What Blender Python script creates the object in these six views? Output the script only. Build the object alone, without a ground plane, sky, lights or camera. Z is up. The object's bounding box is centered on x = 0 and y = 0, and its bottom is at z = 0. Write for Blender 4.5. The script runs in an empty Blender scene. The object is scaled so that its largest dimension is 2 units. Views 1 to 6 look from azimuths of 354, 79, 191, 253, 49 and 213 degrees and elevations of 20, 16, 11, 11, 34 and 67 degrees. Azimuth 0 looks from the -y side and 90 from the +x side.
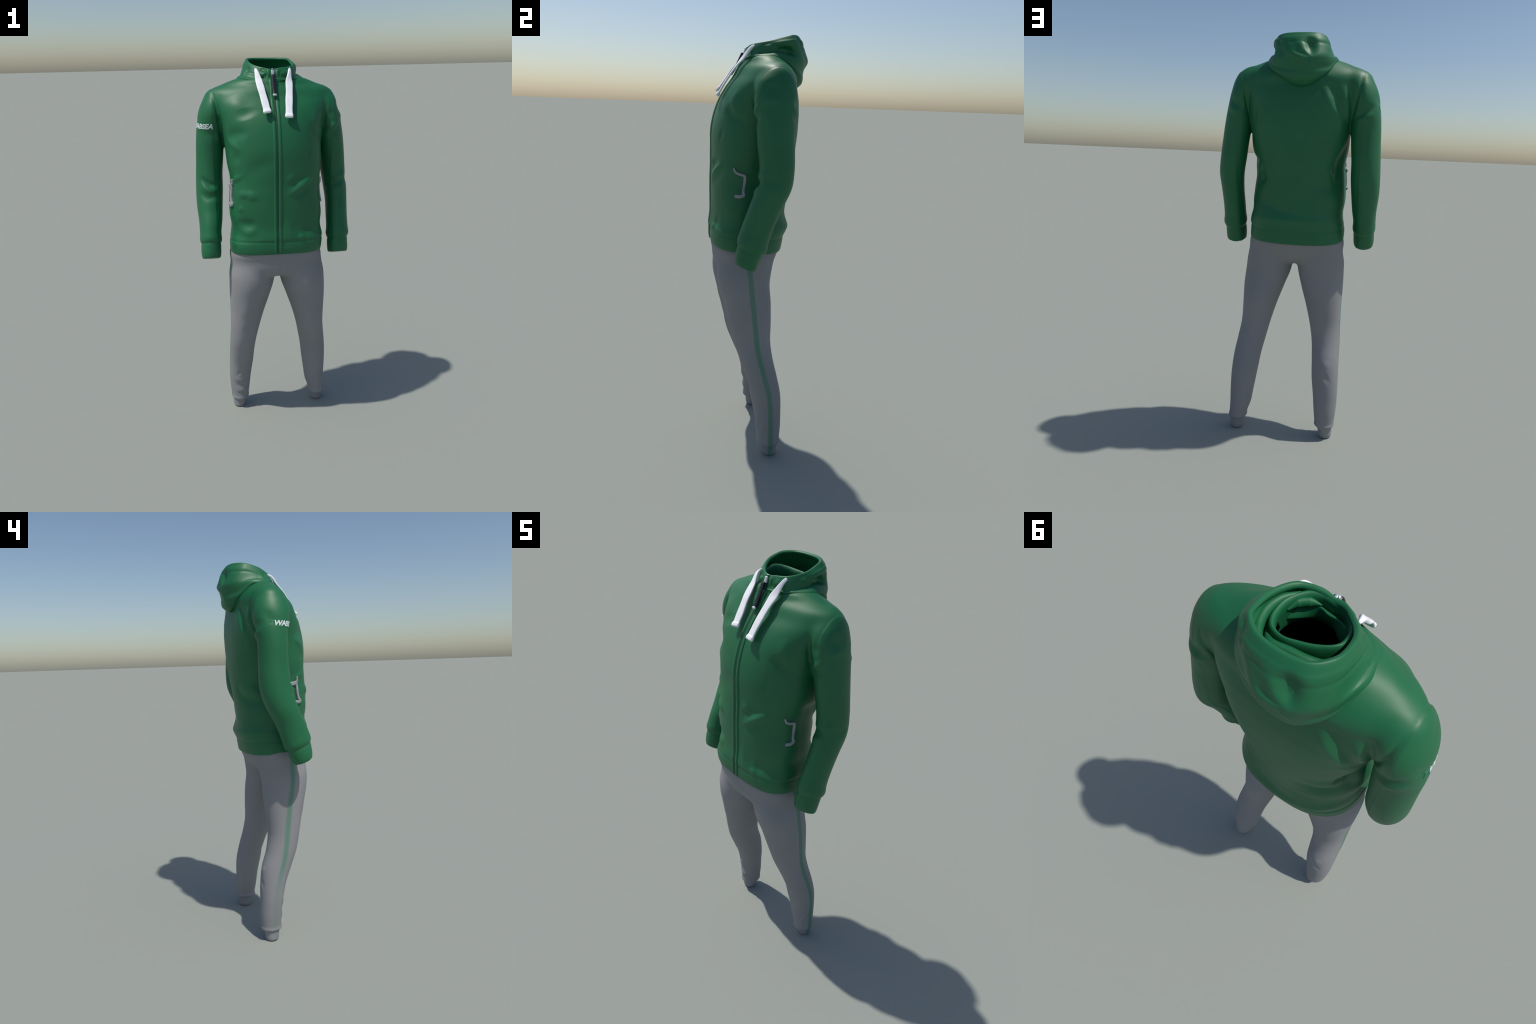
# Green hooded zip jacket and grey joggers, standing as if worn by nobody.
# x: wearer's left is +x, front is -y, z up, 2 m tall.
import bpy, bmesh, math
import numpy as np
from mathutils import Vector
from mathutils.bvhtree import BVHTree

scene = bpy.context.scene
rng = np.random.default_rng(7)

# ------------------------------------------------------------------ materials
def principled(name, color, rough=0.6, spec=0.5, metallic=0.0):
    m = bpy.data.materials.new(name)
    m.use_nodes = True
    b = m.node_tree.nodes["Principled BSDF"]
    b.inputs["Base Color"].default_value = (*color, 1)
    b.inputs["Roughness"].default_value = rough
    b.inputs["Specular IOR Level"].default_value = spec
    b.inputs["Metallic"].default_value = metallic
    return m, m.node_tree, b

def cloth(name, dark, light, rough, spec, scale=5.0, weave=900.0, bump=0.08, sheen=0.0):
    """Knit cloth: slow tint variation between two near colours plus a fine weave bump."""
    m, nt, b = principled(name, light, rough, spec)
    tc = nt.nodes.new("ShaderNodeTexCoord")
    n = nt.nodes.new("ShaderNodeTexNoise"); n.inputs["Scale"].default_value = scale
    n.inputs["Detail"].default_value = 3
    r = nt.nodes.new("ShaderNodeValToRGB")
    r.color_ramp.elements[0].position = 0.35; r.color_ramp.elements[0].color = (*dark, 1)
    r.color_ramp.elements[1].position = 0.65; r.color_ramp.elements[1].color = (*light, 1)
    w = nt.nodes.new("ShaderNodeTexNoise"); w.inputs["Scale"].default_value = weave
    bp = nt.nodes.new("ShaderNodeBump"); bp.inputs["Strength"].default_value = bump
    bp.inputs["Distance"].default_value = 0.001
    L = nt.links.new
    L(tc.outputs["Object"], n.inputs["Vector"]); L(tc.outputs["Object"], w.inputs["Vector"])
    L(n.outputs["Fac"], r.inputs["Fac"]); L(r.outputs["Color"], b.inputs["Base Color"])
    L(w.outputs["Fac"], bp.inputs["Height"]); L(bp.outputs["Normal"], b.inputs["Normal"])
    if sheen:
        b.inputs["Sheen Weight"].default_value = sheen
    return m, nt, b, r

GREEN_D, GREEN_L = (0.0085, 0.122, 0.044), (0.0105, 0.136, 0.051)
GREY_D, GREY_L = (0.246, 0.245, 0.252), (0.268, 0.266, 0.273)
mat_green, *_ = cloth("green_sweat_fabric", GREEN_D, GREEN_L, 0.50, 0.45)
mat_zip_tape, *_ = cloth("deep_green_zip_tape", (0.007, 0.058, 0.027), (0.010, 0.07, 0.033), 0.6, 0.3)
mat_grey, *_ = cloth("grey_jersey", GREY_D, GREY_L, 0.8, 0.25, scale=4)
mat_white, *_ = cloth("white_webbing", (0.80, 0.80, 0.83), (0.87, 0.87, 0.89), 0.6, 0.3, scale=30)
mat_trim, *_ = cloth("pale_grey_trim", (0.25, 0.26, 0.27), (0.33, 0.335, 0.34), 0.6, 0.4, scale=25)
mat_black, *_ = principled("black_rubber", (0.008, 0.009, 0.014), 0.4)
mat_metal, *_ = principled("silver_slider", (0.62, 0.64, 0.64), 0.3, 0.5, 0.55)
mat_dark, *_ = principled("near_black_inside", (0.0015, 0.003, 0.002), 0.9, 0.05)
mat_print, *_ = principled("white_print", (0.66, 0.74, 0.71), 0.6, 0.3)
mat_print_faded, *_ = principled("faded_print", (0.045, 0.20, 0.12), 0.6, 0.3)

def stripe_material(name, side, path, half_w, soft, worn):
    """Grey jersey with a soft green side stripe; path = (z, y) centre line on the outer leg."""
    m, nt, b, ramp = cloth(name, GREY_D, GREY_L, 0.8, 0.25, scale=4)
    N, L = nt.nodes.new, nt.links.new
    tc = N("ShaderNodeTexCoord"); sp = N("ShaderNodeSeparateXYZ")
    L(tc.outputs["Object"], sp.inputs[0])
    fc = N("ShaderNodeFloatCurve")
    c = fc.mapping.curves[0]
    pts = [(z, y + 0.5) for z, y in path]
    c.points[0].location = pts[0]; c.points[1].location = pts[-1]
    for p in pts[1:-1]:
        c.points.new(*p)
    fc.mapping.update()
    L(sp.outputs["Z"], fc.inputs["Value"])
    def M(op, a, bb=None):
        n = N("ShaderNodeMath"); n.operation = op
        for i, v in enumerate((a, bb)):
            if v is None: continue
            if isinstance(v, (int, float)): n.inputs[i].default_value = v
            else: L(v, n.inputs[i])
        return n.outputs[0]
    yy = M("ADD", sp.outputs["Y"], 0.5)
    d = M("ABSOLUTE", M("SUBTRACT", yy, fc.outputs["Value"]))
    wob = N("ShaderNodeTexNoise"); wob.inputs["Scale"].default_value = 60
    L(tc.outputs["Object"], wob.inputs["Vector"])
    d = M("ADD", d, M("MULTIPLY", M("SUBTRACT", wob.outputs["Fac"], 0.5), 0.004))
    mr = N("ShaderNodeMapRange"); mr.interpolation_type = 'SMOOTHSTEP'
    L(d, mr.inputs["Value"])
    mr.inputs["From Min"].default_value = half_w * (1 + soft); mr.inputs["From Max"].default_value = half_w * (1 - soft)
    # only the outward half of the leg
    nrm = N("ShaderNodeNewGeometry"); sn = N("ShaderNodeSeparateXYZ"); L(nrm.outputs["Normal"], sn.inputs[0])
    outw = M("GREATER_THAN", M("MULTIPLY", sn.outputs["X"], side), 0.15)
    fac = M("MULTIPLY", M("MULTIPLY", mr.outputs["Result"], outw), 0.85)
    if worn:            # the print is rubbed thin over the shin
        wr = N("ShaderNodeMapRange"); wr.interpolation_type = 'SMOOTHSTEP'
        L(sp.outputs["Z"], wr.inputs["Value"])
        wr.inputs["From Min"].default_value = .25; wr.inputs["From Max"].default_value = .48
        wr.inputs["To Min"].default_value = .30; wr.inputs["To Max"].default_value = .95
        fac = M("MULTIPLY", fac, wr.outputs["Result"])
    mix = N("ShaderNodeMix"); mix.data_type = 'RGBA'
    L(fac, mix.inputs["Factor"]); L(ramp.outputs["Color"], mix.inputs["A"])
    mix.inputs["B"].default_value = (0.095, 0.225, 0.155, 1)
    L(mix.outputs["Result"], b.inputs["Base Color"])
    return m

STRIPE_L = [(0.0, .065), (.096, .064), (.205, .060), (.338, .049), (.445, .022), (.547, -.004), (.65, -.019),
            (.77, -.033), (.907, -.048), (1.0, -.058)]
STRIPE_R = [(0.0, .035), (.10, .040), (.194, .040), (.303, .027), (.373, .010), (.441, -.010), (.524, -.028),
            (.635, -.042), (.766, -.057), (.888, -.075), (1.0, -.077)]
mat_leg = {+1: stripe_material("grey_jersey_striped", +1, STRIPE_L, 0.0120, .35, False),
           -1: stripe_material("grey_jersey_striped_mirror", -1, STRIPE_R, 0.0135, .65, True)}

# ------------------------------------------------------------------ helpers
def cubic(tk, vk, t):
    """Monotone-ish cubic (Catmull-Rom on uneven knots) of rows vk at tk, sampled at t."""
    tk, vk, t = np.asarray(tk, float), np.asarray(vk, float), np.asarray(t, float)
    if vk.ndim == 1: vk = vk[:, None]
    h = np.diff(tk); s = np.diff(vk, axis=0) / h[:, None]
    m = np.vstack([s[:1], (s[:-1] * h[1:, None] + s[1:] * h[:-1, None]) / (h[1:] + h[:-1])[:, None], s[-1:]])
    i = np.clip(np.searchsorted(tk, t) - 1, 0, len(tk) - 2)
    u = ((t - tk[i]) / h[i])[:, None]; hh = h[i][:, None]
    return ((2*u**3 - 3*u**2 + 1) * vk[i] + (u**3 - 2*u**2 + u) * hh * m[i]
            + (-2*u**3 + 3*u**2) * vk[i+1] + (u**3 - u**2) * hh * m[i+1])

def closed_spline(P, n):
    """Periodic Catmull-Rom through the rows of P, n samples (uniform in index)."""
    P = np.asarray(P, float); k = len(P)
    t = np.arange(n) * k / n; i = t.astype(int); u = (t - i)[:, None]
    p0, p1, p2, p3 = P[(i-1) % k], P[i % k], P[(i+1) % k], P[(i+2) % k]
    return .5 * ((2*p1) + (-p0 + p2)*u + (2*p0 - 5*p1 + 4*p2 - p3)*u**2 + (-p0 + 3*p1 - 3*p2 + p3)*u**3)

def open_spline(P, n):
    P = np.asarray(P, float)
    d = np.concatenate([[0], np.cumsum(np.linalg.norm(np.diff(P, axis=0), axis=1))])
    return cubic(d, P, np.linspace(0, d[-1], n))

def make_obj(name, verts, faces, mat, parent=None, smooth=True, normals=None):
    me = bpy.data.meshes.new(name)
    me.from_pydata([tuple(map(float, v)) for v in verts], [], [tuple(int(i) for i in f) for f in faces])
    me.materials.append(mat)
    if smooth:
        me.shade_smooth()
    if normals is not None:
        me.normals_split_custom_set_from_vertices([tuple(map(float, n)) for n in normals])
    ob = bpy.data.objects.new(name, me)
    scene.collection.objects.link(ob)
    ob.parent = parent
    return ob

def grid_faces(rows, cols, wrap_r=False, wrap_c=True):
    f = []
    for r in range(rows if wrap_r else rows - 1):
        for c in range(cols if wrap_c else cols - 1):
            a, b = r * cols + c, r * cols + (c + 1) % cols
            r2 = (r + 1) % rows
            f.append((a, b, r2 * cols + (c + 1) % cols, r2 * cols + c))
    return f

def loft(sections, n_z=90, n_a=96, power=2.0, tilt=None, back=None, shift=None):
    """Closed tube through (z, cx, cy, rx, ry[, power]) super-ellipse sections.
    back = rows (z, y of the back, power of the back half); shift = sideways warp."""
    sec = np.array([list(s) + [power] * (6 - len(s)) for s in sections], float)
    zs = np.linspace(sec[0, 0], sec[-1, 0], n_z)
    g = cubic(sec[:, 0], sec[:, 1:], zs)
    a = np.linspace(0, 2*np.pi, n_a, endpoint=False)
    V = []
    for z, (cx, cy, rx, ry, p) in zip(zs, g):
        c, s = np.cos(a), np.sin(a)
        x = cx + rx * np.sign(c) * np.abs(c) ** (2/p)
        y = cy + ry * np.sign(s) * np.abs(s) ** (2/p)
        if back is not None:
            bk = np.asarray(back, float); yb = np.interp(z, bk[:, 0], bk[:, 1]); pb = np.interp(z, bk[:, 0], bk[:, 2])
            h = s > 0
            x[h] = (cx + rx * np.sign(c) * np.abs(c) ** (2/pb))[h]
            y[h] = (cy + (yb - cy) * np.abs(s) ** (2/pb))[h]
        if shift: x = shift(z, x - cx, (y - cy) / ry) + cx
        zz = np.full_like(x, z)
        if tilt: zz = zz + tilt(z, y - cy)
        V.append(np.stack([x, y, zz], 1))
    V = np.concatenate(V)
    F = grid_faces(n_z, n_a)
    F.append(tuple(range(n_a))[::-1]); F.append(tuple(range((n_z-1)*n_a, n_z*n_a)))
    return V, F

def fuse(pieces, voxel):
    """Voxel-fuse closed tubes into one surface; returns vertices and faces."""
    V, F, o = [], [], 0
    for v, f in pieces:
        V.append(v); F += [tuple(i + o for i in q) for q in f]; o += len(v)
    ob = make_obj("fuse_helper", np.concatenate(V), F, mat_green, smooth=False)
    bm = bmesh.new(); bm.from_mesh(ob.data); bmesh.ops.recalc_face_normals(bm, faces=bm.faces)
    bm.to_mesh(ob.data); bm.free()
    md = ob.modifiers.new("r", "REMESH"); md.mode = 'VOXEL'; md.voxel_size = voxel
    ev = ob.evaluated_get(bpy.context.evaluated_depsgraph_get())
    me = ev.to_mesh()
    co = np.empty(len(me.vertices) * 3); me.vertices.foreach_get("co", co); co = co.reshape(-1, 3)
    ln = np.empty(len(me.polygons), int); me.polygons.foreach_get("loop_total", ln)
    lv = np.empty(len(me.loops), int); me.loops.foreach_get("vertex_index", lv)
    assert (ln == 4).all()
    fc = lv.reshape(-1, 4).copy()
    ev.to_mesh_clear()
    bpy.data.objects.remove(ob)
    return co, fc

def edges_of(F):
    E = np.concatenate([F[:, [i, (i+1) % 4]] for i in range(4)])
    return np.unique(np.sort(E, 1), axis=0)

def relax(V, F, it, lam=0.5, w=None):
    E = edges_of(F); n = len(V)
    deg = np.bincount(E.ravel(), minlength=n)[:, None].clip(1)
    V = V.copy()
    for k in range(it):
        acc = np.stack([np.bincount(E[:, 0], V[E[:, 1], j], n) + np.bincount(E[:, 1], V[E[:, 0], j], n) for j in range(3)], 1)
        d = (acc / deg - V) * (lam if k % 2 == 0 else -lam * 1.02 if w == 'taubin' else lam)
        V += d
    return V

def normals_of(V, F):
    d1, d2 = V[F[:, 2]] - V[F[:, 0]], V[F[:, 3]] - V[F[:, 1]]
    fn = np.cross(d1, d2)
    N = np.stack([sum(np.bincount(F[:, i], fn[:, j], len(V)) for i in range(4)) for j in range(3)], 1)
    return N / np.linalg.norm(N, axis=1, keepdims=True).clip(1e-12)

def bvh_of(V, F):
    return BVHTree.FromPolygons([tuple(v) for v in V], [tuple(int(i) for i in f) for f in F])

def drop(bvh, side, a, b, x0=None):
    """Point on the surface seen from a side; a, b are the two coordinates that side shows."""
    if side == 'front': o, d = Vector((a, -1, b)), Vector((0, 1, 0))
    elif side == 'back': o, d = Vector((a, 1, b)), Vector((0, -1, 0))
    elif side == 'left': o, d = Vector((1, a, b)), Vector((-1, 0, 0))
    elif side == 'right': o, d = Vector((-1, a, b)), Vector((1, 0, 0))
    elif side == 'top': o, d = Vector((a, b, 3)), Vector((0, 0, -1))
    h = bvh.ray_cast(o, d)
    return np.array(h[0]) if h[0] is not None else None

def polyline_distance(V, P):
    best = np.full(len(V), 9.0); par = np.zeros(len(V))
    seg = np.linalg.norm(np.diff(P, axis=0), axis=1); cum = np.concatenate([[0], np.cumsum(seg)])
    for i in range(len(P) - 1):
        d = P[i+1] - P[i]; L2 = d @ d
        t = np.clip(((V - P[i]) @ d) / max(L2, 1e-12), 0, 1)
        dist = np.linalg.norm(V - (P[i] + t[:, None] * d), axis=1)
        m = dist < best
        best[m] = dist[m]; par[m] = (cum[i] + t[m] * seg[i]) / cum[-1]
    return best, par

def fold(V, N, bvh, side, pts, width, height, taper=True, soft=1.45):
    """Raise (height > 0) or sink a soft fold along a line drawn on one side of the cloth."""
    P = [drop(bvh, side, *p) for p in pts]
    P = np.array([p for p in P if p is not None])
    if len(P) < 2: return V
    face = np.array([np.array(bvh.find_nearest(Vector(p))[1]) for p in P]).mean(0)
    look = {'front': (0, -1, 0), 'back': (0, 1, 0), 'left': (1, 0, 0), 'right': (-1, 0, 0), 'top': (0, 0, 1)}[side]
    if face @ np.array(look) < 0: face = -face
    face /= np.linalg.norm(face)
    P = open_spline(P, 24) if len(P) > 2 else open_spline(np.vstack([P[0], (P[0]+P[1])/2, P[1]]), 24)
    d, t = polyline_distance(V, P)
    w = width * soft
    if taper: w = w * (.55 + .45 * np.sin(np.pi * t))
    h = height * np.exp(-(d / w) ** 2)
    if taper: h = h * np.sin(np.pi * np.clip(t, .0, 1)) ** 1.2
    h = h * np.clip((N @ face + .1) * 1.6, 0, 1)      # only the layer that faces the drawn side moves
    return V + N * h[:, None]

def split(V, F, labels, specs, parent_default):
    """Separate one surface into parts by face label, keeping the whole surface's normals."""
    N = normals_of(V, F); out = {}
    for key, (name, mat) in specs.items():
        f = F[labels == key]
        if len(f) == 0: continue
        idx, inv = np.unique(f, return_inverse=True)
        out[key] = make_obj(name, V[idx], inv.reshape(-1, 4), mat, None, True, N[idx])
    return out

def ribbon(path, normals, width, thick, taper_ends=0.0, round_p=4.0, n_sec=16, widths=None):
    """Flat cord / tape swept along a path; normals give the flat side's facing."""
    P = np.asarray(path, float); n = len(P)
    T = np.gradient(P, axis=0); T /= np.linalg.norm(T, axis=1, keepdims=True)
    Nn = np.asarray(normals, float); Nn = Nn - (Nn * T).sum(1, keepdims=True) * T
    Nn /= np.linalg.norm(Nn, axis=1, keepdims=True)
    B = np.cross(T, Nn)
    a = np.linspace(0, 2*np.pi, n_sec, endpoint=False)
    c, s = np.cos(a), np.sin(a)
    cx = np.sign(c) * np.abs(c) ** (2/round_p); sx = np.sign(s) * np.abs(s) ** (2/round_p)
    W = np.full(n, width) if widths is None else np.asarray(widths[0]); H = np.full(n, thick) if widths is None else np.asarray(widths[1])
    V = (P[:, None] + B[:, None] * (cx[None, :] * W[:, None] / 2)[..., None]
         + Nn[:, None] * (sx[None, :] * H[:, None] / 2)[..., None]).reshape(-1, 3)
    F = grid_faces(n, n_sec)
    F.append(tuple(range(n_sec))[::-1]); F.append(tuple(range((n-1)*n_sec, n*n_sec)))
    return V, F

# ------------------------------------------------------------------ jacket shell
TORSO = [  # z, cx, cy, rx, ry, power of the front half
    (1.040, .003, -.043, .239, .174, 3.0), (1.060, .003, -.043, .240, .178, 3.0), (1.098, .003, -.041, .239, .181, 3.0),
    (1.110, .004, -.040, .238, .182, 2.9), (1.125, .006, -.036, .238, .188, 2.7), (1.150, .006, -.030, .234, .192, 2.5),
    (1.180, .004, -.031, .229, .187, 2.5), (1.240, .001, -.033, .233, .184, 2.5), (1.300, -.002, -.030, .230, .188, 2.5),
    (1.360, -.004, -.022, .224, .196, 2.5), (1.420, .001, -.016, .224, .200, 2.5), (1.500, .002, -.012, .238, .205, 2.35),
    (1.580, .000, -.013, .243, .203, 2.3), (1.660, -.002, -.003, .252, .197, 2.35), (1.720, -.003, .010, .264, .187, 2.4),
    (1.780, -.003, .024, .285, .165, 2.3), (1.820, -.006, .031, .302, .143, 2.0), (1.853, -.006, .032, .302, .128, 1.7),
    (1.876, -.010, .031, .243, .112, 1.6), (1.900, -.008, .024, .180, .090, 1.7), (1.915, -.005, .035, .120, .065, 2.0)]
BACK = [(1.04, .124, 2.4), (1.06, .128, 2.4), (1.11, .137, 2.4), (1.15, .158, 2.4), (1.18, .151, 2.3), (1.24, .147, 2.1), (1.30, .153, 1.95),
        (1.36, .163, 1.95), (1.42, .170, 2.1), (1.50, .176, 2.4), (1.58, .179, 2.8), (1.66, .178, 3.0), (1.72, .172, 3.0), (1.78, .160, 2.6),
        (1.82, .162, 2.2), (1.85, .150, 1.8), (1.875, .136, 1.7), (1.90, .112, 1.8), (1.915, .10, 2.0)]
def flank(z, dx, f):       # waist is wide in front, pinched behind
    w = np.interp(z, [1.04, 1.12, 1.25, 1.42, 1.52, 1.62], [.1, .6, 1, 1, .5, 0])
    front = np.clip(-f, 0, 1); rear = np.clip(f, 0, 1)
    side = np.clip(np.abs(dx) / .2, 0, 1) ** 2
    grow = np.where(dx > 0, .034 * front - .010 * rear, .014 * front - .020 * rear)
    return dx + np.sign(dx) * grow * w * side
SLEEVE_R = [
    (1.015, -.338, -.097, .047, .044), (1.030, -.338, -.093, .050, .049), (1.075, -.337, -.080, .0515, .056),
    (1.088, -.336, -.076, .0515, .058), (1.105, -.336, -.070, .0565, .066), (1.140, -.336, -.058, .0555, .068),
    (1.200, -.332, -.036, .060, .072), (1.280, -.332, .004, .067, .080), (1.360, -.329, .031, .070, .081),
    (1.440, -.326, .043, .069, .077), (1.520, -.320, .045, .070, .073), (1.600, -.315, .044, .071, .075),
    (1.680, -.306, .045, .072, .086), (1.760, -.283, .041, .079, .092), (1.810, -.260, .042, .079, .082),
    (1.848, -.235, .045, .080, .058), (1.870, -.210, .050, .062, .030)]
SLEEVE_L = [
    (1.012, .336, -.088, .051, .044), (1.030, .336, -.085, .053, .048), (1.075, .336, -.072, .053, .053),
    (1.088, .337, -.068, .053, .055), (1.105, .338, -.062, .059, .063), (1.140, .338, -.054, .056, .063),
    (1.200, .338, -.034, .055, .066), (1.280, .340, -.004, .056, .072), (1.360, .338, .028, .061, .075),
    (1.440, .328, .039, .064, .074), (1.520, .320, .034, .064, .078), (1.600, .309, .031, .066, .081),
    (1.680, .296, .030, .065, .088), (1.760, .272, .030, .071, .092), (1.810, .247, .035, .079, .082),
    (1.848, .222, .042, .078, .058), (1.870, .200, .050, .062, .030)]

def hem_tilt(z, dy):       # hem dips towards the back
    return -0.09 * dy * np.clip((1.22 - z) / 0.15, 0, 1)
def cuff_tilt(z, dy):      # cuffs are square to the bent forearm
    return -0.40 * dy * np.clip((1.26 - z) / 0.15, 0, 1)

JV, JF = fuse([loft(TORSO, 140, 200, tilt=hem_tilt, back=BACK, shift=flank), loft(SLEEVE_R, 120, 72, tilt=cuff_tilt),
               loft(SLEEVE_L, 120, 72, tilt=cuff_tilt)], 0.0042)
crisp = np.clip((JV[:, 2] - 1.10) / .05, 0, 1)[:, None]
JV = relax(JV, JF, 2)
JV = JV * (1 - crisp) + relax(JV, JF, 9) * crisp
yoke = (np.clip((JV[:, 2] - 1.79) / .03, 0, 1) * np.clip((np.abs(JV[:, 0]) - .14) / .04, 0, 1))[:, None]
for _ in range(3): JV = JV * (1 - yoke) + relax(JV, JF, 14) * yoke
JN = normals_of(JV, JF)
JV = JV + JN * (.0018 * (np.abs(JV[:, 0]) > .30))[:, None]
jb = bvh_of(JV, JF)
JN = normals_of(JV, JF)

FRONT_FOLDS = [  # (points (x, z)), width, height
    ([(-.235, 1.640), (-.19, 1.655), (-.13, 1.665)], .020, -.006),
    ([(-.235, 1.625), (-.20, 1.595), (-.17, 1.570)], .012, .004),
    ([(-.21, 1.56), (-.18, 1.52)], .016, -.003),
    ([(-.16, 1.46), (-.09, 1.50), (.00, 1.55)], .030, -.004),
    ([(-.205, 1.455), (-.195, 1.42)], .025, .004),
    ([(-.175, 1.39), (-.165, 1.34)], .018, .004),
    ([(-.125, 1.39), (-.135, 1.33)], .018, .005),
    ([(-.20, 1.235), (-.16, 1.215), (-.10, 1.225)], .018, -.006),
    ([(-.19, 1.185), (-.14, 1.175), (-.11, 1.20)], .018, .006),
    ([(-.19, 1.27), (-.175, 1.31)], .010, .003),
    ([(.045, 1.355), (.115, 1.400), (.185, 1.450)], .012, .007),
    ([(.07, 1.335), (.13, 1.375), (.19, 1.41)], .014, -.004),
    ([(.04, 1.395), (.10, 1.435), (.16, 1.47)], .013, -.004),
    ([(.05, 1.42), (.08, 1.46)], .014, .003),
    ([(.235, 1.62), (.19, 1.655), (.15, 1.67)], .014, -.004),
    ([(.215, 1.65), (.19, 1.72), (.20, 1.76)], .016, .003),
    ([(.19, 1.64), (.17, 1.70)], .014, -.003),
    ([(.14, 1.57), (.17, 1.555)], .016, -.004),
    ([(.05, 1.25), (.055, 1.18), (.09, 1.13)], .016, .003),
    ([(.10, 1.155), (.14, 1.135)], .008, .004),
    ([(.12, 1.19), (.17, 1.16)], .016, -.003),
    ([(-.20, 1.83), (-.17, 1.76)], .03, .003),
    ([(-.15, 1.775), (-.14, 1.72)], .03, -.004)]
BACK_FOLDS = [
    ([(.235, 1.455), (.205, 1.425), (.17, 1.43)], .016, -.008),
    ([(.235, 1.40), (.20, 1.395), (.16, 1.40)], .016, .006),
    ([(.235, 1.345), (.18, 1.335), (.14, 1.355)], .016, -.008),
    ([(.235, 1.30), (.18, 1.30), (.10, 1.31)], .020, .005),
    ([(.23, 1.27), (.15, 1.225), (.02, 1.19), (-.08, 1.18)], .022, -.006),
    ([(-.06, 1.40), (-.085, 1.345), (-.14, 1.32), (-.21, 1.315)], .018, -.008),
    ([(-.10, 1.43), (-.13, 1.38), (-.20, 1.36)], .022, .005),
    ([(-.235, 1.48), (-.19, 1.40), (-.16, 1.38)], .014, -.006),
    ([(-.23, 1.25), (-.16, 1.25), (-.06, 1.27)], .020, .004),
    ([(-.145, 1.80), (-.180, 1.715), (-.225, 1.63)], .018, -.010),
    ([(-.105, 1.80), (-.150, 1.715), (-.205, 1.62)], .016, .005),
    ([(-.205, 1.79), (-.222, 1.70), (-.238, 1.61)], .014, .007),
    ([(-.20, 1.63), (-.20, 1.56)], .012, .004),
    ([(.235, 1.70), (.235, 1.62), (.22, 1.55)], .012, .005),
    ([(.20, 1.68), (.205, 1.60)], .014, -.004),
    ([(.10, 1.22), (.0, 1.19)], .05, -.003),
    ([(-.235, 1.54), (-.205, 1.42), (-.20, 1.36), (-.215, 1.27)], .024, -.015)]
SLEEVE_FOLDS = [
    ('front', [(-.375, 1.435), (-.33, 1.395), (-.28, 1.385)], .011, -.008),
    ('front', [(-.38, 1.41), (-.33, 1.365), (-.285, 1.36)], .011, .005),
    ('front', [(-.385, 1.36), (-.34, 1.33), (-.28, 1.335)], .012, -.006),
    ('front', [(-.37, 1.68), (-.32, 1.645), (-.28, 1.65)], .020, -.005),
    ('front', [(-.28, 1.655), (-.27, 1.60)], .010, .004),
    ('front', [(.375, 1.41), (.33, 1.38), (.28, 1.385)], .012, -.008),
    ('front', [(.385, 1.44), (.35, 1.405), (.29, 1.41)], .012, .005),
    ('front', [(.38, 1.37), (.33, 1.345), (.285, 1.35)], .012, .004),
    ('front', [(.335, 1.70), (.29, 1.66), (.26, 1.645)], .010, .005),
    ('front', [(.34, 1.67), (.30, 1.63), (.27, 1.63)], .012, -.005),
    ('front', [(.31, 1.75), (.27, 1.72)], .016, -.004),
    ('left', [(-.035, 1.765), (.01, 1.76), (.04, 1.73)], .020, -.004),
    ('left', [(-.04, 1.70), (.0, 1.72), (.035, 1.71)], .012, .003),
    ('back', [(.335, 1.72), (.30, 1.69), (.26, 1.685)], .012, -.006),
    ('back', [(.345, 1.69), (.30, 1.655), (.26, 1.655)], .010, .005),
    ('back', [(.35, 1.65), (.29, 1.625)], .010, -.004),
    ('back', [(.345, 1.76), (.32, 1.78)], .012, -.004),
    ('back', [(-.26, 1.635), (-.31, 1.67), (-.36, 1.70)], .012, -.007),
    ('back', [(-.26, 1.615), (-.31, 1.64), (-.36, 1.66)], .011, .005),
    ('right', [(.10, 1.75), (.06, 1.70), (.02, 1.70)], .018, -.003),
    ('left', [(-.02, 1.40), (.02, 1.39), (.06, 1.395)], .016, -.004),
    ('left', [(.12, 1.60), (.10, 1.55)], .02, -.003)]
ARMHOLE = [  # seam trench running round each armhole
    ('front', [(-.292, 1.845), (-.282, 1.79), (-.268, 1.715), (-.249, 1.640)], .009, -.010),
    ('front', [(.268, 1.80), (.263, 1.76), (.256, 1.715), (.246, 1.640)], .010, -.006),
    ('back', [(-.290, 1.845), (-.283, 1.78), (-.262, 1.70), (-.248, 1.62)], .008, -.010),
    ('back', [(.272, 1.840), (.270, 1.78), (.255, 1.70), (.245, 1.60)], .008, -.008)]
V0 = JV.copy(); D = np.zeros_like(JV)
for pts, w, h in FRONT_FOLDS: D += fold(V0, JN, jb, 'front', pts, w, h * 1.4) - V0
for pts, w, h in BACK_FOLDS: D += fold(V0, JN, jb, 'back', pts, w, h * 1.25) - V0
for s, pts, w, h in SLEEVE_FOLDS: D += fold(V0, JN, jb, s, pts, w, h * 1.3) - V0
for s, pts, w, h in ARMHOLE: D += fold(V0, JN, jb, s, pts, w, h, soft=1.0) - V0
JV = V0 + D
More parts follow.
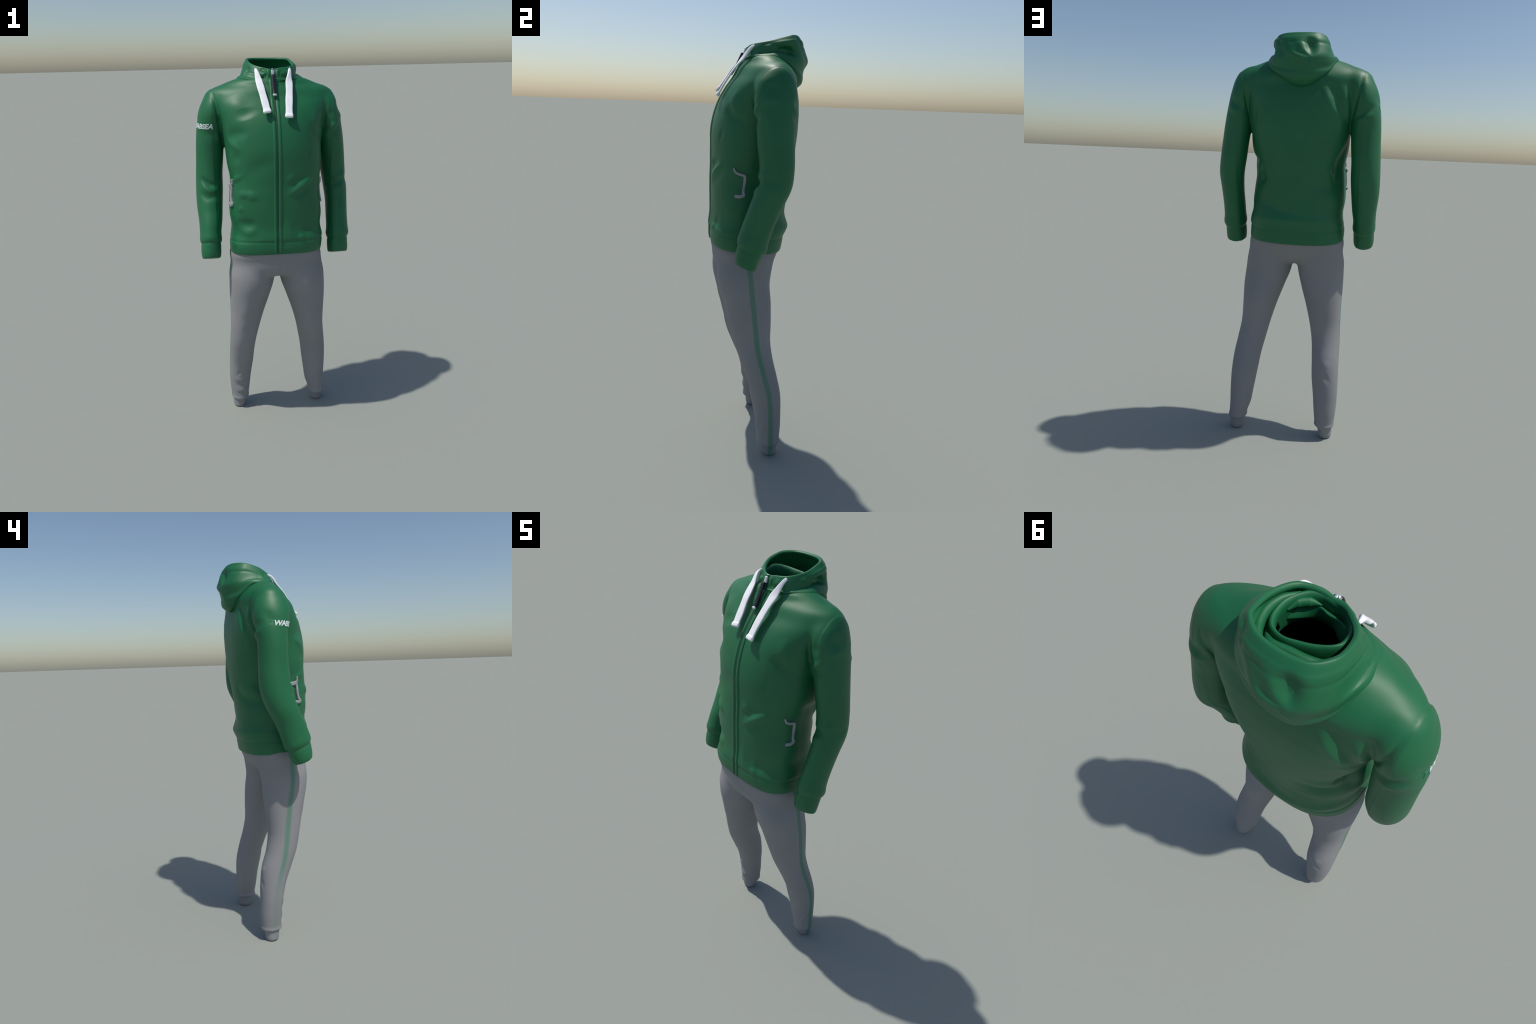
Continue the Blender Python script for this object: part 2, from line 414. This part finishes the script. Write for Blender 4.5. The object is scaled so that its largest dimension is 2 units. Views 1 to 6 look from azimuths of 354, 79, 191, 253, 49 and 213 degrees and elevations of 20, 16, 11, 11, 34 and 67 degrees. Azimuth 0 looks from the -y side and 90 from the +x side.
# stitched seams where the cuffs and the hem band begin
def band_seam(V, z0, tiltk, cy, mask, depth):
    zz = V[:, 2] + tiltk * (V[:, 1] - cy)
    return V - JN * (depth * np.exp(-((zz - z0) / .0045) ** 2) * mask)[:, None]
arm = np.abs(JV[:, 0]) > np.interp(JV[:, 2], [1.0, 1.1, 1.2, 1.3, 1.5, 1.58, 1.66, 1.86], [.262, .264, .262, .25, .246, .247, .25, .285])
JV = band_seam(JV, 1.108, .09, -.04, ~arm, .0028)
JV = band_seam(JV, 1.088, .40, -.074, arm, .0030)
JV = relax(JV, JF, 2, .35)

# open the neck
fcen = JV[JF].mean(1)
neck = ((fcen[:, 0] / .088) ** 2 + ((fcen[:, 1] - .03) / .078) ** 2 < 1) & (fcen[:, 2] > 1.80)
JF = JF[~neck]; fcen = fcen[~neck]
farm = np.abs(fcen[:, 0]) > np.interp(fcen[:, 2], [1.0, 1.1, 1.2, 1.3, 1.5, 1.58, 1.66, 1.86], [.262, .264, .262, .25, .246, .247, .25, .285])
lab = np.zeros(len(JF), int)
lab[farm & (fcen[:, 0] < 0)] = 1
lab[farm & (fcen[:, 0] > 0)] = 2
zc = fcen[:, 2] + .40 * (fcen[:, 1] + .074)
lab[farm & (zc < 1.088) & (fcen[:, 0] < 0)] = 3
lab[farm & (zc < 1.088) & (fcen[:, 0] > 0)] = 4
lab[~farm & (fcen[:, 2] + .09 * (fcen[:, 1] + .04) < 1.108)] = 5

outfit = bpy.data.objects.new("hooded_tracksuit", None)
scene.collection.objects.link(outfit)
outfit["label"] = "green zip hoodie worn over slim grey joggers, no wearer"
outfit["category"] = "tracksuit"

parts = split(JV, JF, lab, {0: ("jacket", mat_green), 1: ("sleeve", mat_green), 2: ("sleeve", mat_green),
                            3: ("cuff", mat_green), 4: ("cuff", mat_green), 5: ("hem_band", mat_green)}, None)
jacket = parts[0]; jacket.parent = outfit
for k in (1, 2, 3, 4, 5): parts[k].parent = jacket
jb = bvh_of(JV, JF)

# ------------------------------------------------------------------ joggers
PELVIS = [(.900, .012, -.078, .040, .030, 2.0), (.912, .012, -.074, .110, .075, 2.0), (.940, .010, -.064, .205, .128, 2.2),
          (.970, .009, -.056, .240, .149, 2.5), (1.000, .005, -.049, .245, .157, 2.5), (1.050, .002, -.043, .2375, .170, 2.8),
          (1.100, .005, -.040, .220, .160, 2.4), (1.130, .005, -.040, .200, .140, 2.4)]
LEG_R = [(.000, -.212, .051, .031, .033), (.006, -.212, .051, .0335, .036), (.030, -.211, .051, .036, .039),
         (.050, -.209, .051, .0385, .042), (.056, -.208, .051, .039, .043), (.063, -.206, .052, .049, .055),
         (.085, -.205, .052, .051, .057),
         (.140, -.204, .052, .057, .060), (.220, -.201, .045, .063, .063), (.320, -.193, .031, .069, .071),
         (.420, -.187, .004, .071, .083), (.500, -.181, -.025, .074, .085), (.580, -.171, -.043, .080, .087),
         (.680, -.157, -.052, .092, .098), (.780, -.142, -.061, .108, .114), (.880, -.128, -.070, .121, .125),
         (.940, -.124, -.064, .123, .131), (.975, -.122, -.057, .114, .132), (1.005, -.120, -.053, .095, .120)]
LEG_L = [(.000, .265, .066, .031, .032), (.006, .265, .066, .0335, .035), (.030, .265, .065, .035, .037),
         (.050, .265, .063, .0375, .041), (.056, .265, .062, .038, .042), (.063, .264, .060, .0465, .055),
         (.085, .262, .059, .047, .056),
         (.140, .252, .058, .055, .062), (.220, .246, .053, .062, .067), (.320, .238, .041, .069, .075),
         (.420, .227, .020, .072, .075), (.500, .213, -.004, .074, .080), (.580, .199, -.025, .077, .089),
         (.680, .184, -.038, .090, .103), (.780, .167, -.050, .107, .114), (.880, .147, -.066, .120, .125),
         (.940, .142, -.063, .119, .131), (.975, .138, -.057, .112, .132), (1.005, .136, -.053, .095, .120)]
SEAT = [(.90, -.05, 2.0), (.912, .001, 2.0), (.94, .062, 2.2), (.97, .086, 2.3), (1.0, .105, 2.3), (1.05, .119, 2.3), (1.10, .112, 2.3), (1.13, .09, 2.3)]
PV, PF = fuse([loft(PELVIS, 50, 128, back=SEAT), loft(LEG_R, 200, 72), loft(LEG_L, 200, 72)], 0.0042)
keep = PV[:, 2].copy()
crisp = np.clip((PV[:, 2] - .09) / .05, 0, 1)[:, None]
PV = relax(PV, PF, 1)
PV = PV * (1 - crisp) + relax(PV, PF, 5) * crisp
hip_w = (np.clip((PV[:, 2] - .84) / .05, 0, 1) * np.clip((1.01 - PV[:, 2]) / .03, 0, 1))[:, None]
seat_w = (np.clip((PV[:, 2] - .905) / .03, 0, 1) * np.clip((1.025 - PV[:, 2]) / .03, 0, 1))[:, None]
for _ in range(6):
    PV = PV * (1 - seat_w) + relax(PV, PF, 12) * seat_w
for _ in range(2):
    PV = PV * (1 - hip_w) + relax(PV, PF, 12) * hip_w
pb = bvh_of(PV, PF); PN = normals_of(PV, PF)
LEG_FOLDS = [
    ('front', [(-.235, .235), (-.20, .205), (-.17, .215)], .010, .004),
    ('front', [(-.235, .200), (-.20, .165), (-.17, .185)], .010, -.005),
    ('front', [(-.235, .165), (-.20, .130), (-.17, .150)], .010, .004),
    ('front', [(-.225, .27), (-.195, .255)], .012, -.004),
    ('front', [(-.235, .115), (-.205, .105), (-.17, .115)], .010, -.003),
    ('front', [(-.20, .60), (-.16, .59), (-.12, .60)], .02, -.003),
    ('front', [(-.21, .72), (-.17, .71), (-.12, .73)], .03, .003),
    ('front', [(.20, .46), (.23, .42), (.27, .40)], .014, .003),
    ('front', [(.19, .40), (.22, .37), (.26, .36)], .014, -.004),
    ('left', [(.005, .14), (.03, .13)], .012, .004),
    ('left', [(.0, .18), (.02, .17)], .012, -.004),
    ('back', [(-.21, .43), (-.19, .40), (-.17, .40)], .012, .003),
    ('back', [(-.22, .35), (-.19, .33)], .02, -.003),
    ('front', [(.012, 1.03), (.012, .97), (.012, .91)], .007, -.003),
    ('front', [(.03, 1.02), (.05, .97)], .02, .003),
    ('front', [(.01, .93), (.05, .89), (.09, .85)], .012, -.002),
    ('right', [(-.05, .25), (.0, .20)], .014, .003),
    ('right', [(-.03, .17), (.01, .15)], .012, -.003)]
V0 = PV.copy(); D = np.zeros_like(PV)
for s, pts, w, h in LEG_FOLDS: D += fold(V0, PN, pb, s, pts, w, h) - V0
PV = V0 + D
PV[:, 2] -= PV[:, 2].min()
pc = PV[PF].mean(1)
lab = np.zeros(len(PF), int)
low = pc[:, 2] < .87
lab[low & (pc[:, 0] < .012)] = 1; lab[low & (pc[:, 0] >= .012)] = 2
ank = pc[:, 2] < .058
lab[ank & (pc[:, 0] < 0)] = 3; lab[ank & (pc[:, 0] > 0)] = 4
# hips: the two halves carry their own stripe, so the seat is split down the middle too
lab[~low & (pc[:, 0] < .012)] = 0; lab[~low & (pc[:, 0] >= .012)] = 5
pp = split(PV, PF, lab, {0: ("joggers", mat_leg[-1]), 5: ("hip_panel", mat_leg[+1]), 1: ("trouser_leg", mat_leg[-1]),
                         2: ("trouser_leg", mat_leg[+1]), 3: ("ankle_cuff", mat_leg[-1]), 4: ("ankle_cuff", mat_leg[+1])}, None)
joggers = pp[0]; joggers.parent = outfit
for k in (1, 2, 3, 4, 5): pp[k].parent = joggers

# ------------------------------------------------------------------ hood
# rings run front centre -> wearer's left (+x) -> back -> right (-x)
RIM = [(0, -.052, 1.945), (.038, -.052, 1.950), (.090, -.029, 1.955), (.117, .035, 1.967), (.111, .110, 1.989), (.099, .136, 1.996),
       (.065, .163, 1.998), (.018, .174, 1.999), (-.040, .172, 2.000), (-.080, .157, 2.000), (-.108, .122, 1.998), (-.115, .088, 1.992),
       (-.110, .040, 1.980), (-.092, .003, 1.967), (-.064, -.026, 1.957), (-.034, -.047, 1.950)]
BAND = [(0, -.060, 1.925), (.040, -.060, 1.928), (.099, -.034, 1.934), (.128, .038, 1.944), (.130, .112, 1.962), (.115, .150, 1.966),
        (.073, .184, 1.967), (.020, .197, 1.968), (-.040, .198, 1.968), (-.090, .180, 1.968), (-.124, .135, 1.967), (-.131, .090, 1.962),
        (-.126, .035, 1.948), (-.104, -.010, 1.938), (-.068, -.038, 1.930), (-.034, -.056, 1.926)]
BULGE = [(0, -.067, 1.902), (.042, -.066, 1.903), (.106, -.036, 1.908), (.129, .032, 1.918), (.110, .100, 1.927), (.118, .150, 1.912),
         (.083, .193, 1.905), (.028, .219, 1.905), (-.032, .223, 1.905), (-.086, .210, 1.905), (-.130, .168, 1.910), (-.146, .105, 1.918),
         (-.146, .036, 1.920), (-.122, -.014, 1.915), (-.072, -.046, 1.906), (-.034, -.062, 1.902)]
LOBE = [(0, -.069, 1.896), (.045, -.068, 1.896), (.104, -.034, 1.900), (.150, .030, 1.905), (.155, .095, 1.890), (.141, .138, 1.865),
        (.100, .176, 1.835), (.036, .204, 1.825), (-.032, .215, 1.818), (-.083, .206, 1.828), (-.134, .157, 1.852), (-.162, .098, 1.892),
        (-.164, .040, 1.908), (-.130, -.018, 1.906), (-.074, -.048, 1.899), (-.034, -.065, 1.895)]
EDGE = [(0, -.066, 1.890), (.045, -.064, 1.890), (.096, -.026, 1.893), (.146, .032, 1.893), (.149, .095, 1.874), (.135, .138, 1.841),
        (.094, .176, 1.803), (.032, .196, 1.777), (-.030, .200, 1.771), (-.081, .190, 1.782), (-.131, .150, 1.824), (-.156, .092, 1.876),
        (-.160, .040, 1.896), (-.122, -.012, 1.898), (-.070, -.042, 1.893), (-.034, -.062, 1.890)]
for i in (1, 2, 3, 13, 14, 15):      # front of the hood hangs over the neckline
    x, y, z = LOBE[i]; k = .004 if i in (1, 15) else .008
    LOBE[i] = (x * (1 + k / .12), y - k * .8, z - .002)
    x, y, z = EDGE[i]; EDGE[i] = (x * .94, y + k * .9, z - .002)
for R in (LOBE, EDGE):               # tail of the hood sits a little higher
    for i in range(5, 12): R[i] = (R[i][0], R[i][1] - .003, R[i][2] + .007 + .010 * (6 <= i <= 9))
def inset(ring, d, dz, c=(-.005, .055)):
    R = np.array(ring, float); v = R[:, :2] - np.array(c); L = np.linalg.norm(v, axis=1, keepdims=True)
    R[:, :2] -= v / L * d; R[:, 2] += dz
    return R
tuck = inset(EDGE, .035, -.012)
mid_band = (np.array(RIM) + np.array(BAND)) / 2 + np.array((0, 0, .002))
under = (np.array(EDGE) + np.array(LOBE)) / 2
under[:, :2] += (under[:, :2] - np.array((-.005, .055))) * .03; under[:, 2] -= .001
rings = [tuck, EDGE, under, LOBE, (np.array(LOBE) + np.array(BULGE)) / 2, BULGE, BAND, mid_band, RIM,
         inset(RIM, .007, .000), inset(RIM, .012, -.008), inset(BAND, .017, -.002), inset(BULGE, .022, .002), inset(LOBE, .045, .030)]
rings = [np.array(r, float) for r in rings]
rings[4][:, :2] += (rings[4][:, :2] - np.array((-.005, .055))) * .02
for r in (rings[-1], rings[-2]): r[:, 2] = np.clip(r[:, 2], 1.885, 1.915)
NC, NR = 288, 150
cols = [closed_spline(r, NC) for r in rings]
G = np.stack([closed_spline(np.stack([c[i] for c in cols]), NR) for i in range(NC)], 1)   # NR x NC x 3
HV = G.reshape(-1, 3); HF = np.array(grid_faces(NR, NC, wrap_r=True))
HN = normals_of(HV, HF)
if (HN[:, 2] * (HV[:, 2] > 1.99)).sum() < 0:
    HF = HF[:, ::-1]; HN = -HN
HV = relax(HV, HF, 3, .4)
hb = bvh_of(HV, HF); HN = normals_of(HV, HF)
HOOD_FOLDS = [
    ('back', [(-.040, 1.985), (-.050, 1.95), (-.056, 1.925), (-.058, 1.885)], .020, -.019),
    ('back', [(.03, 1.962), (-.015, 1.945), (-.038, 1.915), (-.058, 1.870)], .014, .0065),
    ('back', [(.03, 1.915), (-.02, 1.903), (-.05, 1.885), (-.06, 1.865)], .008, -.006),
    ('back', [(.07, 1.925), (.01, 1.892), (-.035, 1.878), (-.065, 1.850)], .013, .0055),
    ('back', [(.115, 1.95), (.06, 1.90), (.01, 1.865), (-.04, 1.845)], .016, -.006),
    ('back', [(-.050, 1.88), (-.065, 1.85), (-.07, 1.81)], .014, .004),
    ('back', [(.10, 1.995), (.095, 1.965), (.085, 1.94)], .008, -.006),
    ('left', [(.150, 1.912), (.115, 1.927), (.085, 1.932), (.050, 1.936)], .009, -.010),
    ('left', [(.13, 1.955), (.08, 1.956), (.02, 1.952)], .014, .005),
    ('left', [(.050, 1.932), (.025, 1.940), (.000, 1.938)], .006, .004),
    ('left', [(.14, 1.89), (.08, 1.910), (.02, 1.914)], .014, .006),
    ('right', [(.02, 1.94), (-.005, 1.945)], .010, -.005),
    ('right', [(.05, 1.925), (.0, 1.925)], .010, .004),
    ('front', [(-.062, 1.935), (-.045, 1.938), (-.03, 1.935)], .007, -.006),
    ('front', [(-.065, 1.92), (-.045, 1.923), (-.03, 1.918)], .008, .006),
    ('front', [(-.060, 1.906), (-.040, 1.902)], .006, -.006),
    ('front', [(-.022, 1.946), (-.020, 1.905)], .0045, .005),
    ('front', [(-.033, 1.940), (-.030, 1.905)], .005, -.004),
    ('front', [(.022, 1.946), (.022, 1.905)], .0045, .004),
    ('front', [(.034, 1.94), (.034, 1.905)], .005, -.004),
    ('front', [(.075, 1.906), (.045, 1.910), (.03, 1.913)], .007, -.006),
    ('front', [(.07, 1.925), (.045, 1.93)], .009, .003)]
V0 = HV.copy(); D = np.zeros_like(HV)
for s, pts, w, h in HOOD_FOLDS: D += fold(V0, HN, hb, s, pts, w, h) - V0
HV = V0 + D
# hem stitch of the hood opening: shallow step a hand's width under the rim on the outside
row = np.repeat(np.arange(NR), NC) / NR * len(rings)
ang = np.tile(np.arange(NC), NR) / NC * 16
stitch = np.exp(-((row - 5.78) / .085) ** 2) * ((ang > 2.6) & (ang < 13.4))
HV -= normals_of(HV, HF) * (.0022 * stitch)[:, None]
hood = make_obj("hood", HV, HF, mat_green, jacket, True)

# stand-up collar inside the hood
COLLAR = [(0, -.046, 1.943), (.030, -.045, 1.943), (.062, -.027, 1.942), (.086, .014, 1.940), (.087, .060, 1.938), (.070, .090, 1.939), (.038, .102, 1.942),
          (0, .097, 1.946), (-.040, .086, 1.952), (-.074, .066, 1.957), (-.086, .040, 1.956), (-.078, .000, 1.948), (-.052, -.032, 1.945), (-.026, -.045, 1.944)]
C0 = np.array(COLLAR)
crings = [inset(C0, -.004, -.075), inset(C0, -.008, -.035), inset(C0, -.008, -.010), inset(C0, -.003, .000), inset(C0, .004, -.001),
          inset(C0, .009, -.012), inset(C0, .008, -.040), inset(C0, .004, -.085), inset(C0, -.002, -.095)]
G = np.stack([closed_spline(r, 200) for r in crings])
G = np.stack([closed_spline(G[:, i], 72) for i in range(200)], 1)
CV = G.reshape(-1, 3); CF = np.array(grid_faces(72, 200, wrap_r=True))
if (normals_of(CV, CF)[:, 2] * (CV[:, 2] > 1.93)).sum() < 0: CF = CF[:, ::-1]
collar = make_obj("collar", CV, CF, mat_green, jacket)

def tube(path, radii, n=120, m=20, squash=1.0):
    P = open_spline(path, n)
    R = np.interp(np.linspace(0, 1, n), np.linspace(0, 1, len(radii)), radii)
    up = np.tile((0, 0, 1.0), (n, 1))
    return ribbon(P, up, 0, 0, widths=(2*R, 2*R*squash), round_p=2.0, n_sec=m)
for path, rad in [
    ([(.070, -.022, 1.934), (.100, .018, 1.930), (.108, .060, 1.928), (.100, .098, 1.926), (.080, .128, 1.924), (.05, .14, 1.90)], (.006, .011, .013, .013, .012, .005)),
    ([(.085, .09, 1.905), (.055, .118, 1.918), (.005, .116, 1.920), (-.045, .108, 1.918), (-.085, .085, 1.914), (-.098, .05, 1.905)], (.006, .012, .014, .014, .012, .006)),
    ([(.078, .020, 1.915), (.068, -.004, 1.921), (.045, -.024, 1.922), (.020, -.034, 1.920)], (.002, .010, .010, .001))]:
    v, f = tube(path, rad, squash=1.3)
    make_obj("inner_fold", v, f, mat_green, jacket)

# near-black shell filling the view down the neck opening
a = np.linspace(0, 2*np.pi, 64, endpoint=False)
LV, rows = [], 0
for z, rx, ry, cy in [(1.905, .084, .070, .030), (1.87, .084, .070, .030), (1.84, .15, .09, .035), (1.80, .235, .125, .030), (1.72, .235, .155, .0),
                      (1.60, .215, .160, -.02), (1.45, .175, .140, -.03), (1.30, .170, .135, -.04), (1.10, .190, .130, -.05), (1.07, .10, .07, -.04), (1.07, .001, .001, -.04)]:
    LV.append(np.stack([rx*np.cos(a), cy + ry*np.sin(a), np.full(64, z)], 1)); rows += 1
make_obj("neck_dark_shell", np.concatenate(LV), grid_faces(rows, 64), mat_dark, jacket)

# ------------------------------------------------------------------ zip
zip_x = lambda z: -.001 - .003 * (1.9 - z)
def front_path(dx, z0, z1, n, off):
    out = []
    for z in np.linspace(z0, z1, n):
        p = drop(jb, 'front', zip_x(z) + dx, z)
        if p is not None: out.append(p)
    P = np.array(out)
    for _ in range(6): P[1:-1] = (P[:-2] + 2*P[1:-1] + P[2:]) / 4
    P[:, 1] -= off
    return P
BOT = 1.0645
for dx in (-.0125, .0125):
    P = front_path(dx, BOT, 1.900, 160, .0005)
    v, f = ribbon(P, np.tile((0, -1.0, 0), (len(P), 1)), .016, .0075, round_p=2.0)
    make_obj("zip_placket", v, f, mat_green, jacket)
P = front_path(0, BOT, 1.905, 160, .0)
v, f = ribbon(P, np.tile((0, -1.0, 0), (len(P), 1)), .014, .003, round_p=3)
make_obj("zip_tape", v, f, mat_zip_tape, jacket)
# zip tape climbing the collar
cp = open_spline([(0, -.073, 1.893), (0, -.068, 1.91), (0, -.060, 1.93), (0, -.053, 1.945)], 40)
v, f = ribbon(cp, np.tile((0, -1.0, .3), (40, 1)), .012, .010, round_p=3)
make_obj("zip_tape", v, f, mat_zip_tape, jacket)

def rounded_box(name, size, loc, rot, mat, bevel, parent):
    bm = bmesh.new(); bmesh.ops.create_cube(bm, size=1.0)
    for v in bm.verts: v.co = Vector((v.co.x*size[0], v.co.y*size[1], v.co.z*size[2]))
    bmesh.ops.bevel(bm, geom=bm.edges[:], offset=bevel, segments=4, affect='EDGES', profile=.5)
    me = bpy.data.meshes.new(name); bm.to_mesh(me); bm.free()
    me.materials.append(mat); me.shade_smooth()
    ob = bpy.data.objects.new(name, me); scene.collection.objects.link(ob)
    ob.location = loc; ob.rotation_euler = rot; ob.parent = parent
    return ob
rounded_box("zip_slider", (.015, .012, .026), (-.001, -.064, 1.929), (math.radians(-18), 0, 0), mat_metal, .004, jacket)
rounded_box("zip_slider", (.009, .010, .012), (-.001, -.054, 1.942), (math.radians(-18), 0, 0), mat_metal, .003, jacket)
pp_ = open_spline([(-.002, -.076, 1.921), (-.0015, -.088, 1.895), (-.001, -.103, 1.865), (-.0005, -.118, 1.838), (0, -.124, 1.830)], 60)
w = np.interp(np.linspace(0, 1, 60), [0, .04, .12, .9, 1], [.010, .014, .017, .018, .016])
h = np.interp(np.linspace(0, 1, 60), [0, .04, .9, 1], [.008, .011, .011, .009])
v, f = ribbon(pp_, np.tile((0, -1.0, .5), (60, 1)), 0, 0, widths=(w, h), round_p=3.5)
make_obj("zip_pull", v, f, mat_black, jacket)
rp = open_spline([(.0, -.122, 1.832), (.0, -.125, 1.8285), (.0, -.128, 1.825)], 12)
v, f = ribbon(rp, np.tile((0, -1.0, .5), (12, 1)), 0, 0, widths=(np.interp(np.arange(12), [0, 6, 11], [.019, .021, .014]), np.interp(np.arange(12), [0, 6, 11], [.012, .013, .008])), round_p=2.5)
make_obj("zip_pull_tip", v, f, mat_metal, jacket)

# ------------------------------------------------------------------ drawstrings
def drawstring(P, flats, n=140, wid=.034):
    P = open_spline(P, n)
    t = np.linspace(0, 1, n)
    w = np.interp(t, [0, .03, .10, .30, .925, .932, .945, .985, 1], [.008, .012, .016, wid, wid, wid + .001, wid + .005, wid + .005, wid])
    w = w + .0012 * np.sin(t * 19 + P[0, 0] * 90) * (t < .9)
    h = np.interp(t, [0, .03, .10, .30, .925, .932, .945, .985, 1], [.008, .012, .013, .009, .0085, .010, .016, .016, .010])
    fl = np.array(flats, float)
    N = np.stack([np.interp(t, np.linspace(0, 1, len(fl)), fl[:, j]) for j in range(3)], 1)
    return ribbon(P, N, 0, 0, widths=(w, h), round_p=3.6, n_sec=24)
v, f = drawstring([(-.080, -.020, 1.947), (-.079, -.038, 1.940), (-.072, -.073, 1.900), (-.063, -.114, 1.854), (-.053, -.150, 1.804), (-.044, -.187, 1.753)],
                  [(-.3, -1, .3), (-.2, -1, .5), (0, -1, .8), (0, -1, .75), (.05, -1, .75), (0, -1, .75)])
make_obj("drawstring", v, f, mat_white, jacket)
v, f = drawstring([(.085, -.030, 1.947), (.084, -.044, 1.939), (.076, -.077, 1.900), (.070, -.118, 1.850), (.063, -.156, 1.794), (.057, -.195, 1.729)],
                  [(.9, -1, .3), (.5, -1, .5), (.1, -1, .7), (0, -1, .7), (0, -1, .7), (0, -1, .7)])
make_obj("drawstring", v, f, mat_white, jacket)

# ------------------------------------------------------------------ pocket trims
def trim(pts, side, name="pocket_trim", w=.013, h=.011):
    P = []
    for y, z in pts:
        p = drop(jb, 'left', y, z) if side > 0 else None
        # the sleeve hides the flank, so aim from just outside the torso wall
        o = Vector((side * .262, y, z)); hit = jb.ray_cast(o, Vector((-side, 0, 0)))
        if hit[0] is not None: P.append((np.array(hit[0]), np.array(hit[1])))
    Q = np.array([p for p, n in P]); Nn = np.array([n if n[0]*side > 0 else -n for p, n in P])
    # polyline with tight corners
    d = np.concatenate([[0], np.cumsum(np.linalg.norm(np.diff(Q, axis=0), axis=1))])
    t = np.linspace(0, d[-1], 90)
    path = np.stack([np.interp(t, d, Q[:, j]) for j in range(3)], 1)
    nn = np.stack([np.interp(t, d, Nn[:, j]) for j in range(3)], 1)
    for _ in range(4):
        path[1:-1] = (path[:-2] + 2*path[1:-1] + path[2:]) / 4
    path += nn * .003
    ww = w * np.interp(np.linspace(0, 1, 90), [0, .08, .3, .7, .9, 1], [.5, .8, 1.0, .9, 1.25, 1.1])
    return ribbon(path, nn, 0, 0, widths=(ww, np.full(90, h)), round_p=2.6)
POCKET = [(-.131, 1.429), (-.124, 1.410), (-.108, 1.402), (-.084, 1.397), (-.083, 1.375), (-.087, 1.345), (-.090, 1.322), (-.086, 1.309), (-.105, 1.303), (-.126, 1.306)]
v, f = trim(POCKET, +1); make_obj("pocket_trim", v, f, mat_trim, jacket)
POCKET_R = [(-.118, 1.432), (-.116, 1.405), (-.098, 1.400), (-.075, 1.398), (-.085, 1.39), (-.112, 1.397), (-.114, 1.37), (-.116, 1.34), (-.122, 1.318), (-.132, 1.308), (-.122, 1.301), (-.098, 1.304)]
v, f = trim(POCKET_R, -1, w=.015, h=.016); make_obj("pocket_trim", v, f, mat_trim, jacket)

# ------------------------------------------------------------------ sleeve lettering
TEXT = "TWABSEA"
def letters():
    cu = bpy.data.curves.new("letters", 'FONT'); cu.body = TEXT; cu.size = .0335; cu.shear = .30
    cu.offset = .0011; cu.space_character = .96; cu.resolution_u = 4
    ob = bpy.data.objects.new("letters", cu); scene.collection.objects.link(ob)
    me = bpy.data.meshes.new_from_object(ob.evaluated_get(bpy.context.evaluated_depsgraph_get()))
    bpy.data.objects.remove(ob)
    bm = bmesh.new(); bm.from_mesh(me)
    bmesh.ops.triangulate(bm, faces=bm.faces[:])
    for _ in range(2):
        long = [e for e in bm.edges if e.calc_length() > .004]
        if long: bmesh.ops.subdivide_edges(bm, edges=long, cuts=1)
        bmesh.ops.triangulate(bm, faces=bm.faces[:])
    # separate islands, left to right
    left = set(bm.verts); isl = []
    while left:
        st = [left.pop()]; comp = set(st)
        while st:
            v = st.pop()
            for e in v.link_edges:
                o = e.other_vert(v)
                if o in left: left.discard(o); comp.add(o); st.append(o)
        isl.append(comp)
    isl.sort(key=lambda c: min(v.co.x for v in c))
    out = []
    for c in isl:
        vs = list(c); ix = {v: i for i, v in enumerate(vs)}
        out.append((np.array([v.co[:] for v in vs]), [tuple(ix[v] for v in fc.verts) for fc in bm.faces if fc.verts[0] in c]))
    bm.free()
    return out
glyphs = letters()
for g in glyphs: g[0][:, 0] *= 1.13
allx = np.concatenate([g[0][:, 0] for g in glyphs]); x1 = allx.max()
C_ARM = np.array((-.308, .045)); Z_TEXT = 1.672
# angle 0 faces the front, positive angles turn towards the wearer's right and back
ang_tab = np.linspace(-.4, 2.6, 160); arc = [0.0]; ring = []
for t in ang_tab:
    d = Vector((-math.sin(t), -math.cos(t), 0)); h = jb.ray_cast(Vector((C_ARM[0] - .2*math.sin(t), C_ARM[1] - .2*math.cos(t), 1.685)), -d)
    ring.append(np.array(h[0]))
ring = np.array(ring); arc = np.concatenate([[0], np.cumsum(np.linalg.norm(np.diff(ring, axis=0), axis=1))])
t_end = -.10     # right end of the last letter
s_end = np.interp(t_end, ang_tab, arc)
for gi, (gv, gf) in enumerate(glyphs):
    s = s_end + (x1 - gv[:, 0]); t = np.interp(s, arc, ang_tab)
    top = []; nrm = []
    for ti, yy in zip(t, gv[:, 1]):
        z = Z_TEXT + yy + .004 * math.sin(max(0, ti - .5))
        d = Vector((-math.sin(ti), -math.cos(ti), 0))
        h = jb.ray_cast(Vector((C_ARM[0], C_ARM[1], z)) + d * .2, -d)
        top.append(np.array(h[0])); nrm.append(np.array(h[1]))
    top, nrm = np.array(top), np.array(nrm)
    V = np.concatenate([top + nrm * .0016, top - nrm * .001]); n = len(top)
    F = [tuple(q) for q in gf] + [tuple(i + n for i in q[::-1]) for q in gf]
    cnt = {}
    for q in gf:
        for i in range(3):
            e = (q[i], q[(i+1) % 3]); cnt[e] = 1
    F += [(b, a_, a_ + n, b + n) for (a_, b) in cnt if (b, a_) not in cnt]
    make_obj("letter", V, F, mat_print_faded if gi == 0 else mat_print, jacket, False)

tot = sum(len(o.data.loop_triangles) or sum(len(p.vertices) - 2 for p in o.data.polygons) for o in scene.objects if o.type == 'MESH')
print("triangles", tot)
